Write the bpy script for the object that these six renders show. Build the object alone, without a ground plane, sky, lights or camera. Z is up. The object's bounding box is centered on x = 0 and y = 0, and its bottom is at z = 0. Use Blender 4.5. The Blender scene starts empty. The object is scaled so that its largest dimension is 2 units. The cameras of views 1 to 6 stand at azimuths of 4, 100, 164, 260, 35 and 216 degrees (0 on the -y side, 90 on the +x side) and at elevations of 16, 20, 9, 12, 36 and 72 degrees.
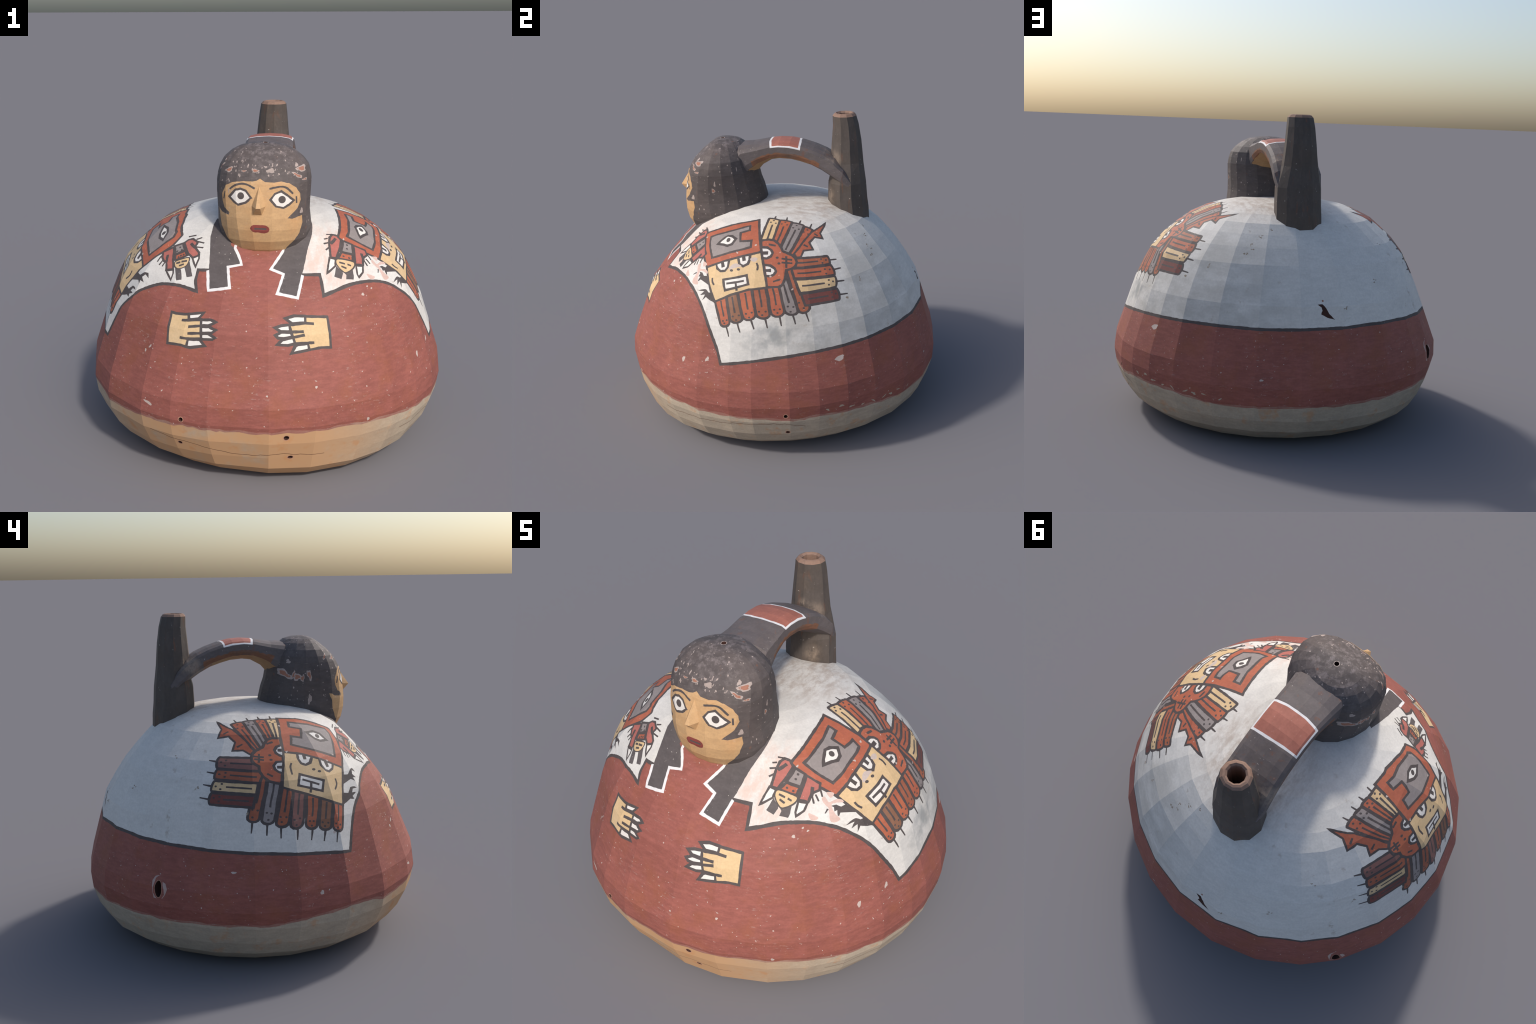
# Painted ceramic effigy vessel: a squat body, a modelled head, a strap handle and
# a spout.  The vessel skin is low-faceted but smoothly shaded; every painted
# motif is cut into that skin as real geometry with its own edges.
import bpy, math, random
import numpy as np
from mathutils import Vector
from mathutils.bvhtree import BVHTree
from mathutils.geometry import delaunay_2d_cdt

RNG = random.Random(7)
RAD = math.pi / 180.0

# ------------------------------------------------------------------ materials
def lin(r, g, b):
    f = lambda c: (c / 255 / 12.92) if c / 255 <= 0.04045 else ((c / 255 + 0.055) / 1.055) ** 2.4
    return (f(r), f(g), f(b), 1.0)


class Nodes:
    def __init__(self, name):
        self.mat = bpy.data.materials.new(name)
        self.mat.use_nodes = True
        self.t = self.mat.node_tree
        self.bsdf = self.t.nodes['Principled BSDF']
        self.co = self.t.nodes.new('ShaderNodeTexCoord').outputs['Object']

    def link(self, a, b):
        self.t.links.new(a, b)

    def mapped(self, scale, rot=(0, 0, 0), loc=(0, 0, 0)):
        m = self.t.nodes.new('ShaderNodeMapping')
        m.inputs['Scale'].default_value = scale
        m.inputs['Rotation'].default_value = rot
        m.inputs['Location'].default_value = loc
        self.link(self.co, m.inputs['Vector'])
        return m.outputs['Vector']

    def noise(self, scale, detail=4.0, rough=0.55, vec=None, dist=0.0):
        n = self.t.nodes.new('ShaderNodeTexNoise')
        n.inputs['Scale'].default_value = scale
        n.inputs['Detail'].default_value = detail
        n.inputs['Roughness'].default_value = rough
        n.inputs['Distortion'].default_value = dist
        self.link(vec or self.co, n.inputs['Vector'])
        return n.outputs['Fac']

    def ramp(self, fac, lo, hi):
        r = self.t.nodes.new('ShaderNodeMapRange')
        r.interpolation_type = 'SMOOTHSTEP'
        r.inputs['From Min'].default_value = lo
        r.inputs['From Max'].default_value = hi
        self.link(fac, r.inputs['Value'])
        return r.outputs['Result']

    def math(self, op, a, b):
        m = self.t.nodes.new('ShaderNodeMath')
        m.operation = op
        for i, v in enumerate((a, b)):
            if isinstance(v, (int, float)):
                m.inputs[i].default_value = v
            else:
                self.link(v, m.inputs[i])
        return m.outputs[0]

    def near(self, centre, r0, r1):
        """1 inside r0 of a point, 0 beyond r1"""
        d = self.t.nodes.new('ShaderNodeVectorMath')
        d.operation = 'DISTANCE'
        self.link(self.co, d.inputs[0])
        d.inputs[1].default_value = centre
        return self.ramp(d.outputs['Value'], r1, r0)

    def mix(self, fac, a, b, mode='MIX'):
        m = self.t.nodes.new('ShaderNodeMix')
        m.data_type = 'RGBA'
        m.blend_type = mode
        for sock, v in ((m.inputs['Factor'], fac), (m.inputs['A'], a), (m.inputs['B'], b)):
            if isinstance(v, (int, float)):
                sock.default_value = v
            elif isinstance(v, tuple):
                sock.default_value = v
            else:
                self.link(v, sock)
        return m.outputs['Result']


def scaled(c, k):
    return (min(c[0] * k, 1), min(c[1] * k, 1), min(c[2] * k, 1), 1)


def slip(name, rgb, vary=0.12, alt=None, alt_amt=0.0, scuff=0.0, scuff_rgb=(205, 190, 180),
         speck=0.0, speck_rgb=(226, 216, 205), streak=(1, 1, 3), rough=0.62, extra=None, grain=1.0):
    """Burnished clay slip: broad tone drift, brushed grain, scuffs and flecks."""
    n = Nodes(name)
    base = lin(*rgb)
    col = n.mix(n.ramp(n.noise(3.2, 5), 0.3, 0.7), scaled(base, 1 - vary), scaled(base, 1 + vary))
    brushed = n.noise(16, 6, 0.65, n.mapped(streak, (0.2, 0.1, 0)))
    col = n.mix(n.ramp(brushed, 0.35, 0.7), n.mix(0.5, col, scaled(base, 1 - 1.3 * vary)), n.mix(0.5, col, scaled(base, 1 + 1.6 * vary)))
    if alt:
        col = n.mix(n.math('MULTIPLY', n.ramp(n.noise(7, 5, 0.6), 0.45, 0.72), alt_amt), col, lin(*alt))
    fine = n.ramp(n.noise(95, 3, 0.6), 0.3, 0.7)
    col = n.mix(fine, n.mix(1.0, col, scaled((1, 1, 1, 1), 1 - 0.09 * grain), 'MULTIPLY'), col)
    if scuff > 0:
        s = n.noise(26, 7, 0.72, n.mapped(streak, (0.1, -0.25, 0.3), (3, 1, 5)))
        gate = n.ramp(n.noise(5, 3, 0.5, n.mapped((1, 1, 1), loc=(7, 3, 2))), 0.42, 0.66)
        col = n.mix(n.math('MULTIPLY', n.math('MULTIPLY', n.ramp(s, 0.57, 0.70), gate), scuff), col, lin(*scuff_rgb))
    if speck > 0:
        s = n.noise(70, 2, 0.5, n.mapped((1, 1, 1), loc=(11, 5, 3)))
        col = n.mix(n.math('MULTIPLY', n.ramp(s, 0.715, 0.76), speck), col, lin(*speck_rgb))
    if extra:
        col = extra(n, col)
    n.link(col, n.bsdf.inputs['Base Color'])
    n.bsdf.inputs['Roughness'].default_value = rough
    n.bsdf.inputs['Specular IOR Level'].default_value = 0.25
    b = n.t.nodes.new('ShaderNodeBump')
    b.inputs['Strength'].default_value = 0.12
    b.inputs['Distance'].default_value = 0.004
    n.link(n.noise(48, 5, 0.6), b.inputs['Height'])
    n.link(b.outputs['Normal'], n.bsdf.inputs['Normal'])
    return n.mat


def mantle_dirt(n, col):
    smear = n.noise(9, 6, 0.7, n.mapped((3, 1.2, 1.2), (0, 0, 0.5)))
    m = n.math('MULTIPLY', n.near((0.10, 0.20, 1.30), 0.12, 0.42), n.ramp(smear, 0.38, 0.68))
    col = n.mix(n.math('MULTIPLY', m, 0.55), col, lin(150, 126, 108))
    m = n.math('MULTIPLY', n.near((0.36, -0.50, 1.12), 0.10, 0.30), n.ramp(smear, 0.36, 0.62))
    col = n.mix(n.math('MULTIPLY', m, 0.55), col, lin(214, 176, 158))
    cloud = n.noise(7.5, 4, 0.55, n.mapped((1, 1, 1), loc=(2.3, 0.4, 1.7)))
    m = n.math('MULTIPLY', n.near((0.98, 0.16, 0.74), 0.12, 0.40), n.ramp(cloud, 0.42, 0.66))
    col = n.mix(n.math('MULTIPLY', m, 0.70), col, lin(132, 136, 138))
    cloud2 = n.noise(4.5, 6, 0.6, n.mapped((1, 1, 1.6), loc=(6.3, 2.4, 0.7)))
    m = n.math('MULTIPLY', n.near((0.72, 0.58, 0.68), 0.30, 0.85), n.ramp(cloud2, 0.30, 0.62))
    col = n.mix(n.math('MULTIPLY', m, 0.42), col, lin(146, 140, 130))
    brown = n.noise(21, 6, 0.62, n.mapped((1, 1, 1), loc=(5.1, 1.2, 0.3)))
    gate = n.ramp(n.noise(3.6, 2), 0.40, 0.62)
    return n.mix(n.math('MULTIPLY', n.math('MULTIPLY', n.ramp(brown, 0.60, 0.74), gate), 0.42), col, lin(146, 122, 96))


def crown_dust(n, col):
    d = n.math('MULTIPLY', n.near((0.02, -0.36, 1.70), 0.06, 0.34), n.ramp(n.noise(30, 6, 0.7), 0.44, 0.68))
    col = n.mix(n.math('MULTIPLY', d, 0.55), col, lin(152, 140, 138))
    rust = n.noise(19, 5, 0.65, n.mapped((1, 1, 0.6), loc=(4, 9, 2)))
    return n.mix(n.math('MULTIPLY', n.ramp(rust, 0.64, 0.74), 0.5), col, lin(140, 88, 60))


def spout_wear(n, col):
    rust = n.noise(17, 5, 0.6, n.mapped((1.6, 1.6, 0.35), loc=(1, 2, 3)))
    col = n.mix(n.math('MULTIPLY', n.ramp(rust, 0.58, 0.72), 0.5), col, lin(128, 82, 58))
    smear = n.ramp(n.noise(22, 6, 0.7, n.mapped((1, 1, 0.6))), 0.36, 0.62)
    for c, a, b in (((0.105, 0.345, 1.55), 0.015, 0.075), ((0.03, 0.332, 1.58), 0.01, 0.05),
                    ((-0.085, 0.34, 1.52), 0.02, 0.085), ((0.11, 0.30, 1.32), 0.02, 0.08)):
        col = n.mix(n.math('MULTIPLY', n.math('MULTIPLY', n.near(c, a, b), smear), 0.62), col, lin(172, 152, 134))
    return col


def clay_tint(n, col):
    """bare clay: warm orange at the front, paler ash beige behind"""
    warm = n.math('MULTIPLY', n.near((-0.12, -1.0, 0.2), 0.35, 1.05), n.ramp(n.noise(6, 5, 0.6), 0.15, 0.50))
    col = n.mix(warm, col, lin(196, 154, 115))
    blush = n.ramp(n.noise(11, 5, 0.6, n.mapped((1, 1, 1), loc=(3, 3, 1))), 0.55, 0.72)
    return n.mix(n.math('MULTIPLY', blush, 0.45), col, lin(196, 134, 82))


def build_paints():
    P = {}
    P['red_slip'] = slip('red_slip', (151, 91, 81), 0.15, (150, 90, 66), 0.55, 0.55, (188, 166, 158), 0.7, (214, 200, 190), streak=(1, 1, 4))
    P['white_slip'] = slip('white_slip', (220, 215, 208), 0.06, (206, 200, 193), 0.4, 0.0, streak=(1, 1, 4), speck=0.0, extra=mantle_dirt)
    P['bare_clay'] = slip('bare_clay', (184, 168, 148), 0.10, (166, 152, 136), 0.4, 0.35, (206, 196, 182), 0.2, extra=clay_tint, rough=0.8)
    P['slip_edge'] = slip('slip_edge', (162, 112, 100), 0.12, (176, 146, 128), 0.9, 0.5, (204, 190, 178))
    P['black_line'] = slip('black_line', (87, 79, 77), 0.12, speck=0.3, speck_rgb=(150, 140, 136), scuff=0.25, scuff_rgb=(130, 122, 118))
    P['hair_black'] = slip('hair_black', (91, 83, 81), 0.15, (104, 93, 89), 0.5, 0.5, (150, 138, 132), 0.6, (190, 176, 168), extra=crown_dust)
    P['braid_black'] = slip('braid_black', (94, 87, 86), 0.12, (104, 95, 94), 0.4, 0.30, (150, 142, 140), 0.7)
    P['spout_black'] = slip('spout_black', (88, 80, 75), 0.16, (92, 80, 70), 0.5, 0.30, (130, 120, 112), 0.4, streak=(1.4, 1.4, 0.5), extra=spout_wear)
    P['strap_black'] = slip('strap_black', (103, 95, 94), 0.14, (112, 100, 94), 0.5, 0.30, (140, 130, 126), 0.4, extra=spout_wear)
    P['strap_red'] = slip('strap_red', (165, 104, 89), 0.10, (178, 116, 100), 0.4, 0.3, (204, 160, 148), 0.2)
    P['line_white'] = slip('line_white', (226, 222, 220), 0.04, grain=0.6)
    P['skin_tan'] = slip('skin_tan', (198, 160, 117), 0.09, (200, 150, 102), 0.45, 0.75, (192, 178, 166), 0.2, (214, 196, 176))
    P['lip_red'] = slip('lip_red', (134, 68, 62), 0.10)
    P['motif_red'] = slip('motif_red', (176, 101, 78), 0.10, (190, 110, 76), 0.6, 0.45, (208, 140, 110), 0.5)
    P['motif_rust'] = slip('motif_rust', (164, 99, 76), 0.12, (174, 104, 72), 0.6, 0.30, (190, 130, 110), 0.4)
    P['motif_mauve'] = slip('motif_mauve', (176, 106, 96), 0.08, (186, 116, 104), 0.4, 0.3, (206, 160, 148), 0.3)
    P['motif_maroon'] = slip('motif_maroon', (122, 76, 70), 0.10, (140, 72, 58), 0.4, 0.2, speck=0.4)
    P['motif_plum'] = slip('motif_plum', (138, 98, 90), 0.08, (146, 104, 94), 0.4, 0.2)
    P['speck_pale'] = slip('speck_pale', (186, 160, 150), 0.06)
    P['stain_brown'] = slip('stain_brown', (156, 140, 122), 0.12)
    P['motif_brown'] = slip('motif_brown', (142, 102, 81), 0.08, (134, 94, 72), 0.4, 0.2)
    P['motif_grey'] = slip('motif_grey', (149, 139, 135), 0.07, (154, 140, 135), 0.4, 0.35, (180, 170, 166), 0.3)
    P['motif_cream'] = slip('motif_cream', (216, 184, 140), 0.05, (222, 194, 156), 0.5, 0.2)
    P['motif_white'] = slip('motif_white', (228, 221, 213), 0.03, grain=0.6)
    P['flake_pale'] = slip('flake_pale', (196, 178, 168), 0.08, (206, 190, 182), 0.5)
    P['flake_dull'] = slip('flake_dull', (170, 154, 146), 0.10, (186, 170, 162), 0.5)
    P['flake_pink'] = slip('flake_pink', (212, 182, 170), 0.06, (208, 166, 150), 0.5)
    P['flake_orange'] = slip('flake_orange', (160, 110, 90), 0.10, (170, 122, 104), 0.5)
    P['hole_dark'] = slip('hole_dark', (70, 46, 40), 0.15, rough=0.9)
    P['hole_rim'] = slip('hole_rim', (186, 140, 116), 0.1, (170, 130, 120), 0.5)
    P['lip_clay'] = slip('lip_clay', (140, 114, 100), 0.12, (140, 108, 90), 0.6, 0.3, rough=0.8)
    P['under_clay'] = slip('under_clay', (168, 136, 100), 0.10, (182, 118, 70), 0.6, 0.2, rough=0.8)
    P['worn_orange'] = slip('worn_orange', (132, 92, 70), 0.18, (96, 82, 74), 0.95, 0.2)
    P['crack_dark'] = slip('crack_dark', (104, 72, 54), 0.1)
    return P


# --------------------------------------------------------------- painted skin
def jitter(p, amt):
    return (p[0] + RNG.uniform(-amt, amt), p[1] + RNG.uniform(-amt, amt))


def dense(pts, step, closed):
    out = []
    m = len(pts)
    for i in range(m if closed else m - 1):
        a, b = pts[i], pts[(i + 1) % m]
        k = max(1, int(math.ceil(math.dist(a, b) / step)))
        out += [(a[0] + (b[0] - a[0]) * j / k, a[1] + (b[1] - a[1]) * j / k) for j in range(k)]
    if not closed:
        out.append(pts[-1])
    return out


def smooth_curve(pts, closed=False, k=4):
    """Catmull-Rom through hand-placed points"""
    m, out = len(pts), []
    get = (lambda i: pts[i % m]) if closed else (lambda i: pts[min(max(i, 0), m - 1)])
    for i in range(m if closed else m - 1):
        p0, p1, p2, p3 = get(i - 1), get(i), get(i + 1), get(i + 2)
        for j in range(k):
            t = j / k
            out.append(tuple(0.5 * (2 * p1[c] + (p2[c] - p0[c]) * t + (2 * p0[c] - 5 * p1[c] + 4 * p2[c] - p3[c]) * t * t
                                    + (3 * p1[c] - p0[c] - 3 * p2[c] + p3[c]) * t ** 3) for c in (0, 1)))
    if not closed:
        out.append(pts[-1])
    return out


def in_poly(px, py, poly):
    x0, y0 = poly[:, 0], poly[:, 1]
    x1, y1 = np.roll(x0, -1), np.roll(y0, -1)
    inside = np.zeros(len(px), bool)
    for a, b, c, d in zip(x0, y0, x1, y1):
        if b == d:
            continue
        hit = ((b > py) != (d > py)) & (px < (c - a) * (py - b) / (d - b) + a)
        inside ^= hit
    return inside


PLANED = 0.96


class Skin:
    """A faceted surface with a flat chart.  Shapes drawn on the chart become
    separate pieces of the surface, cut exactly along their outlines."""

    def __init__(self, verts, tris, chart, base, facet):
        self.v = np.array(verts, float)
        self.t = np.array(tris, int)
        self.c = np.array(chart, float)
        e1 = self.v[self.t[:, 1]] - self.v[self.t[:, 0]]
        e2 = self.v[self.t[:, 2]] - self.v[self.t[:, 0]]
        fn = np.cross(e1, e2)
        fn /= np.maximum(np.linalg.norm(fn, axis=1), 1e-12)[:, None]
        self.n = np.zeros_like(self.v)
        for k in range(3):
            a = self.v[self.t[:, (k + 1) % 3]] - self.v[self.t[:, k]]
            b = self.v[self.t[:, (k + 2) % 3]] - self.v[self.t[:, k]]
            ang = np.arccos(np.clip((a * b).sum(1) / np.maximum(np.linalg.norm(a, axis=1) * np.linalg.norm(b, axis=1), 1e-12), -1, 1))
            np.add.at(self.n, self.t[:, k], fn * ang[:, None])
        self.n /= np.linalg.norm(self.n, axis=1)[:, None]
        facet = np.array(facet, int)      # a facet is a pair of triangles
        self.fn = np.zeros((facet.max() + 1, 3))
        np.add.at(self.fn, facet, np.cross(e1, e2))
        self.fn = (self.fn / np.linalg.norm(self.fn, axis=1)[:, None])[facet]
        tl = [tuple(int(i) for i in q) for q in self.t]
        self.flat = BVHTree.FromPolygons([(x, y, 0) for x, y in self.c], tl)
        self.solid = BVHTree.FromPolygons([tuple(q) for q in self.v], tl)
        self.base = base            # (piece, paint)
        self.edges = []             # chart polylines to cut along
        self.shapes = []            # (list of chart polygons, piece, paint)
        self.pieces = {}

    def bary(self, tri, p, pts):
        a, b, c = (pts[i] for i in self.t[tri])
        v0, v1, v2 = b - a, c - a, p - a
        d00, d01, d11, d20, d21 = v0 @ v0, v0 @ v1, v1 @ v1, v2 @ v0, v2 @ v1
        den = d00 * d11 - d01 * d01
        v, w = (d11 * d20 - d01 * d21) / den, (d00 * d21 - d01 * d20) / den
        return np.array((1 - v - w, v, w))

    def cast(self, origin, direction):
        loc, _, tri, _ = self.solid.ray_cast(Vector(origin), Vector(direction))
        if loc is None:
            loc, _, tri, _ = self.solid.find_nearest(Vector(origin))
        w = self.bary(tri, np.array(loc), self.v)
        return tuple(w @ self.c[self.t[tri]])

    def lift(self, p):
        loc, _, tri, _ = self.flat.ray_cast(Vector((p[0], p[1], 1)), Vector((0, 0, -1)))
        if tri is None:
            loc, _, tri, _ = self.flat.find_nearest(Vector((p[0], p[1], 0)))
        w = self.bary(tri, np.array((p[0], p[1])), self.c)
        w = np.clip(w, 0, 1)
        w /= w.sum()
        n = w @ self.n[self.t[tri]]
        return w @ self.v[self.t[tri]], n / np.linalg.norm(n)

    def add_fill(self, poly, piece, paint, cut=True):
        self.shapes.append(([np.array(poly)], piece, paint))
        if cut:
            self.edges.append((poly, True))

    def add_ribbon(self, left, right, closed, piece, paint):
        m = len(left)
        quads = []
        for i in range(m if closed else m - 1):
            j = (i + 1) % m
            quads.append(np.array((left[i], left[j], right[j], right[i])))
        self.shapes.append((quads, piece, paint))
        if closed:
            self.edges += [(left, True), (right, True)]
        else:
            self.edges.append((left + right[::-1], True))

    def build(self, mats, finish):
        ev, ee = [Vector((x, y)) for x, y in self.c], []
        seen = set()
        for q in self.t:
            for a, b in ((0, 1), (1, 2), (2, 0)):
                k = tuple(sorted((int(q[a]), int(q[b]))))
                if k not in seen:
                    seen.add(k)
                    ee.append(k)
        for poly, closed in self.edges:
            o = len(ev)
            ev += [Vector(p) for p in poly]
            m = len(poly)
            ee += [(o + i, o + (i + 1) % m) for i in range(m if closed else m - 1)]
        V, _, F, _, _, _ = delaunay_2d_cdt(ev, ee, [], 0, 1e-6)
        V2 = np.array([(p.x, p.y) for p in V])
        F = np.array([f for f in F if len(f) == 3], int)
        a, b, c = V2[F[:, 0]], V2[F[:, 1]], V2[F[:, 2]]
        area = 0.5 * ((b[:, 0] - a[:, 0]) * (c[:, 1] - a[:, 1]) - (b[:, 1] - a[:, 1]) * (c[:, 0] - a[:, 0]))
        F[area < 0] = F[area < 0][:, ::-1]
        F = F[np.abs(area) > 1e-10]
        cen = V2[F].mean(1)
        host = [self.flat.ray_cast(Vector((x, y, 1)), Vector((0, 0, -1)))[2] for x, y in cen]
        keep = np.array([h is not None for h in host])
        F, cen = F[keep], cen[keep]
        host = np.array([h for h in host if h is not None], int)
        owner = np.full(len(F), -1)
        order = np.argsort(cen[:, 0])
        sx = cen[order, 0]
        for k, (polys, _, _) in enumerate(self.shapes):
            for poly in polys:
                lo, hi = poly.min(0), poly.max(0)
                cand = order[np.searchsorted(sx, lo[0]):np.searchsorted(sx, hi[0])]
                cand = cand[(cen[cand, 1] >= lo[1]) & (cen[cand, 1] <= hi[1])]
                if len(cand):
                    owner[cand[in_poly(cen[cand, 0], cen[cand, 1], poly)]] = k
        used = np.unique(F)
        P3, N3 = np.zeros((len(V2), 3)), np.zeros((len(V2), 3))
        for i in used:
            P3[i], N3[i] = self.lift(V2[i])
        info = [self.base] + [(s[1], s[2]) for s in self.shapes]
        names = [info[o + 1][0] for o in owner]
        groups = {}
        for i, nm in enumerate(names):
            groups.setdefault(nm, []).append(i)
        flip = np.sign(np.median((np.cross(P3[F[:, 1]] - P3[F[:, 0]], P3[F[:, 2]] - P3[F[:, 0]]) * N3[F[:, 0]]).sum(1)))
        for nm, idx in groups.items():
            if nm is None:
                continue
            f = F[idx] if flip > 0 else F[idx][:, ::-1]
            u, inv = np.unique(f, return_inverse=True)
            f = inv.reshape(f.shape)
            me = bpy.data.meshes.new(nm.split('#')[0])
            me.from_pydata(P3[u].tolist(), [], f.tolist())
            slots, mi = {}, []
            for i in idx:
                pn = info[owner[i] + 1][1]
                if pn not in slots:
                    slots[pn] = len(slots)
                    me.materials.append(mats[pn])
                mi.append(slots[pn])
            if len(me.polygons) == len(mi):
                me.polygons.foreach_set('material_index', mi)
            me.polygons.foreach_set('use_smooth', [True] * len(me.polygons))
            me.update()
            # planed facets: one normal per facet, rounded off by a small share
            corner = PLANED * np.repeat(self.fn[host[idx]], 3, axis=0) + (1 - PLANED) * N3[u][f.ravel()]
            corner /= np.linalg.norm(corner, axis=1)[:, None]
            if len(me.loops) == len(corner):
                me.normals_split_custom_set([tuple(q) for q in corner])
            ob = bpy.data.objects.new(nm.split('#')[0], me)
            bpy.context.scene.collection.objects.link(ob)
            self.pieces[nm] = ob
            finish(ob, nm)


class Brush:
    """Draws in a local measure (degrees or metres) and maps to a skin chart."""

    def __init__(self, skin, to_chart, unit, step, wobble):
        self.skin, self.map, self.unit, self.step, self.wobble = skin, to_chart, unit, step, wobble

    def fill(self, pts, piece, paint, line=None, width=0.0095, curve=False, line_piece=None):
        if curve:
            pts = smooth_curve(pts, True)
        d = dense(pts, self.step, True)
        self.skin.add_fill([self.map(jitter(p, self.wobble)) for p in d], piece, paint, cut=line is None)
        if line:
            self.stroke(pts, line_piece or piece, line, width, closed=True)

    def stroke(self, pts, piece, paint, width=0.0095, closed=False, curve=False, taper=1.0):
        if curve:
            pts = smooth_curve(pts, closed)
        d = dense(pts, self.step, closed)
        m = len(d)
        if m < 2:
            return
        L, R = [], []
        for i, p in enumerate(d):
            a = d[i - 1] if (i > 0 or closed) else d[0]
            b = d[(i + 1) % m] if (i < m - 1 or closed) else d[-1]
            t1 = np.array((p[0] - a[0], p[1] - a[1]))
            t2 = np.array((b[0] - p[0], b[1] - p[1]))
            l1, l2 = np.linalg.norm(t1), np.linalg.norm(t2)
            t1 = t1 / l1 if l1 > 1e-9 else t2 / max(l2, 1e-9)
            t2 = t2 / l2 if l2 > 1e-9 else t1
            t = t1 + t2
            t = t / max(np.linalg.norm(t), 1e-6)
            k = 1 / max(0.5, math.sqrt(max(0.0, (1 + t1 @ t2) / 2)))
            w = 0.59 * width * self.unit(p) * (1 + (taper - 1) * i / max(1, m - 1))
            w *= RNG.uniform(0.86, 1.14)
            n = np.array((-t[1], t[0])) * w * k
            q = np.array(p)
            if not closed and i == 0:
                q = q - t * w * 0.6
            if not closed and i == m - 1:
                q = q + t * w * 0.6
            L.append(self.map((q[0] + n[0], q[1] + n[1])))
            R.append(self.map((q[0] - n[0], q[1] - n[1])))
        self.skin.add_ribbon(L, R, closed, piece, paint)

    def dot(self, c, r, piece, paint, sx=1.0, k=9):
        u = self.unit(c)
        self.skin.add_fill([self.map((c[0] + r * sx * u * math.cos(6.283 * i / k), c[1] + r * u * math.sin(6.283 * i / k)))
                            for i in range(k)], piece, paint)

    def blob(self, c, rx, ry, piece, paint, rot=0.0, rough=0.25, k=14):
        """irregular flake"""
        u = self.unit(c)
        ph = [RNG.uniform(0, 6.28) for _ in range(3)]
        out = []
        for i in range(k):
            a = 6.283 * i / k
            s = 1 + rough * (math.sin(2 * a + ph[0]) * 0.5 + math.sin(3 * a + ph[1]) * 0.6 + math.sin(5 * a + ph[2]) * 0.4)
            x, y = rx * s * math.cos(a) * u, ry * s * math.sin(a) * u
            out.append(self.map((c[0] + x * math.cos(rot) - y * math.sin(rot), c[1] + x * math.sin(rot) + y * math.cos(rot))))
        self.skin.add_fill(out, piece, paint)


# ------------------------------------------------------------------ the vessel
# profile of the body: (height, mean radius), from the resting face up
RINGS = [(0.0, .40), (.004, .66), (.037, .795), (.1, .881), (.175, .931), (.27, .970), (.365, .984), (.46, .970),
         (.79, .856), (.895, .799), (.99, .739), (1.075, .666), (1.14, .600), (1.195, .541),
         (1.24, .457), (1.27, .365), (1.287, .278)]
BODY_TOP = 1.304
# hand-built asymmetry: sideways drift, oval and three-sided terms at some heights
LEVELS = [0, .2, .5, .8, 1.05, 1.3]
SWAY = dict(x=(.016, .004, -.010, -.006, -.015, -.003), y=(-.014, -.001, -.007, .001, .019, .003),
            c2=(.002, .017, .018, .021, .066, .043), s2=(-.010, .002, -.012, -.001, .003, .027),
            c3=(-.017, .001, .001, .000, .008, -.012), s3=(-.008, -.011, .002, -.015, -.022, -.029))
# facet meridians of the body, in degrees from +x
MERIDIANS = [9.2, 18.9, 28.8, 39.5, 53.4, 68, 83, 99, 115, 130, 142.6, 157.7, 171.6, 185.1, 201.3, 216, 233.5, 244.5,
             256.3, 274.5, 288.3, 303.3, 314.5, 326, 338, 349.4, 357]
RZ, RR = np.array([r[0] for r in RINGS]), np.array([r[1] for r in RINGS])


# local swells and dents: direction, spread (degrees), amount, height from/to
SWELLS = [(32, 30, .024, (.30, .55, 1.0, 1.22)), (270, 30, -.014, (1.03, 1.12, 1.2, 1.3)), (222, 30, -.009, (.62, .80, 1.02, 1.15)),
          (-22, 45, .010, (.30, .46, .92, 1.08)),
          (-15, 48, .014, (.93, 1.06, 1.15, 1.24)), (240, 24, .011, (.15, .34, .46, .72)),
          (130, 40, .018, (-.1, 0, .1, .25)), (285, 30, .012, (-.1, 0, .06, .12))]


def body_radius(az, z):
    k = {n: np.interp(z, LEVELS, v) for n, v in SWAY.items()}
    swell = sum(amt * math.exp(-((((az / RAD - d + 180) % 360) - 180) / w) ** 2) * float(np.interp(z, h, (0, 1, 1, 0))) for d, w, amt, h in SWELLS)
    return swell + np.interp(z, RZ, RR) * (1 + k['c2'] * math.cos(2 * az) + k['s2'] * math.sin(2 * az) + k['c3'] * math.cos(3 * az)
                                   + k['s3'] * math.sin(3 * az)) + k['x'] * math.cos(az) + k['y'] * math.sin(az)


# slant distance from the top, and the angle-true height (degrees) used to draw on the body
_zf = np.linspace(0, 1.286, 1600)
_rf = np.interp(_zf, RZ, RR)
_lam = np.concatenate([[0], np.cumsum(np.hypot(np.diff(_zf), np.diff(_rf)) / ((_rf[1:] + _rf[:-1]) / 2))])
_lam = (_lam - np.interp(.46, _zf, _lam)) / RAD
SLANT = np.concatenate([np.cumsum((np.hypot(np.diff(RZ), np.diff(RR)))[::-1])[::-1], [0]]) + 0.285


def height_of(m):
    return float(np.interp(m, _lam, _zf))


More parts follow.
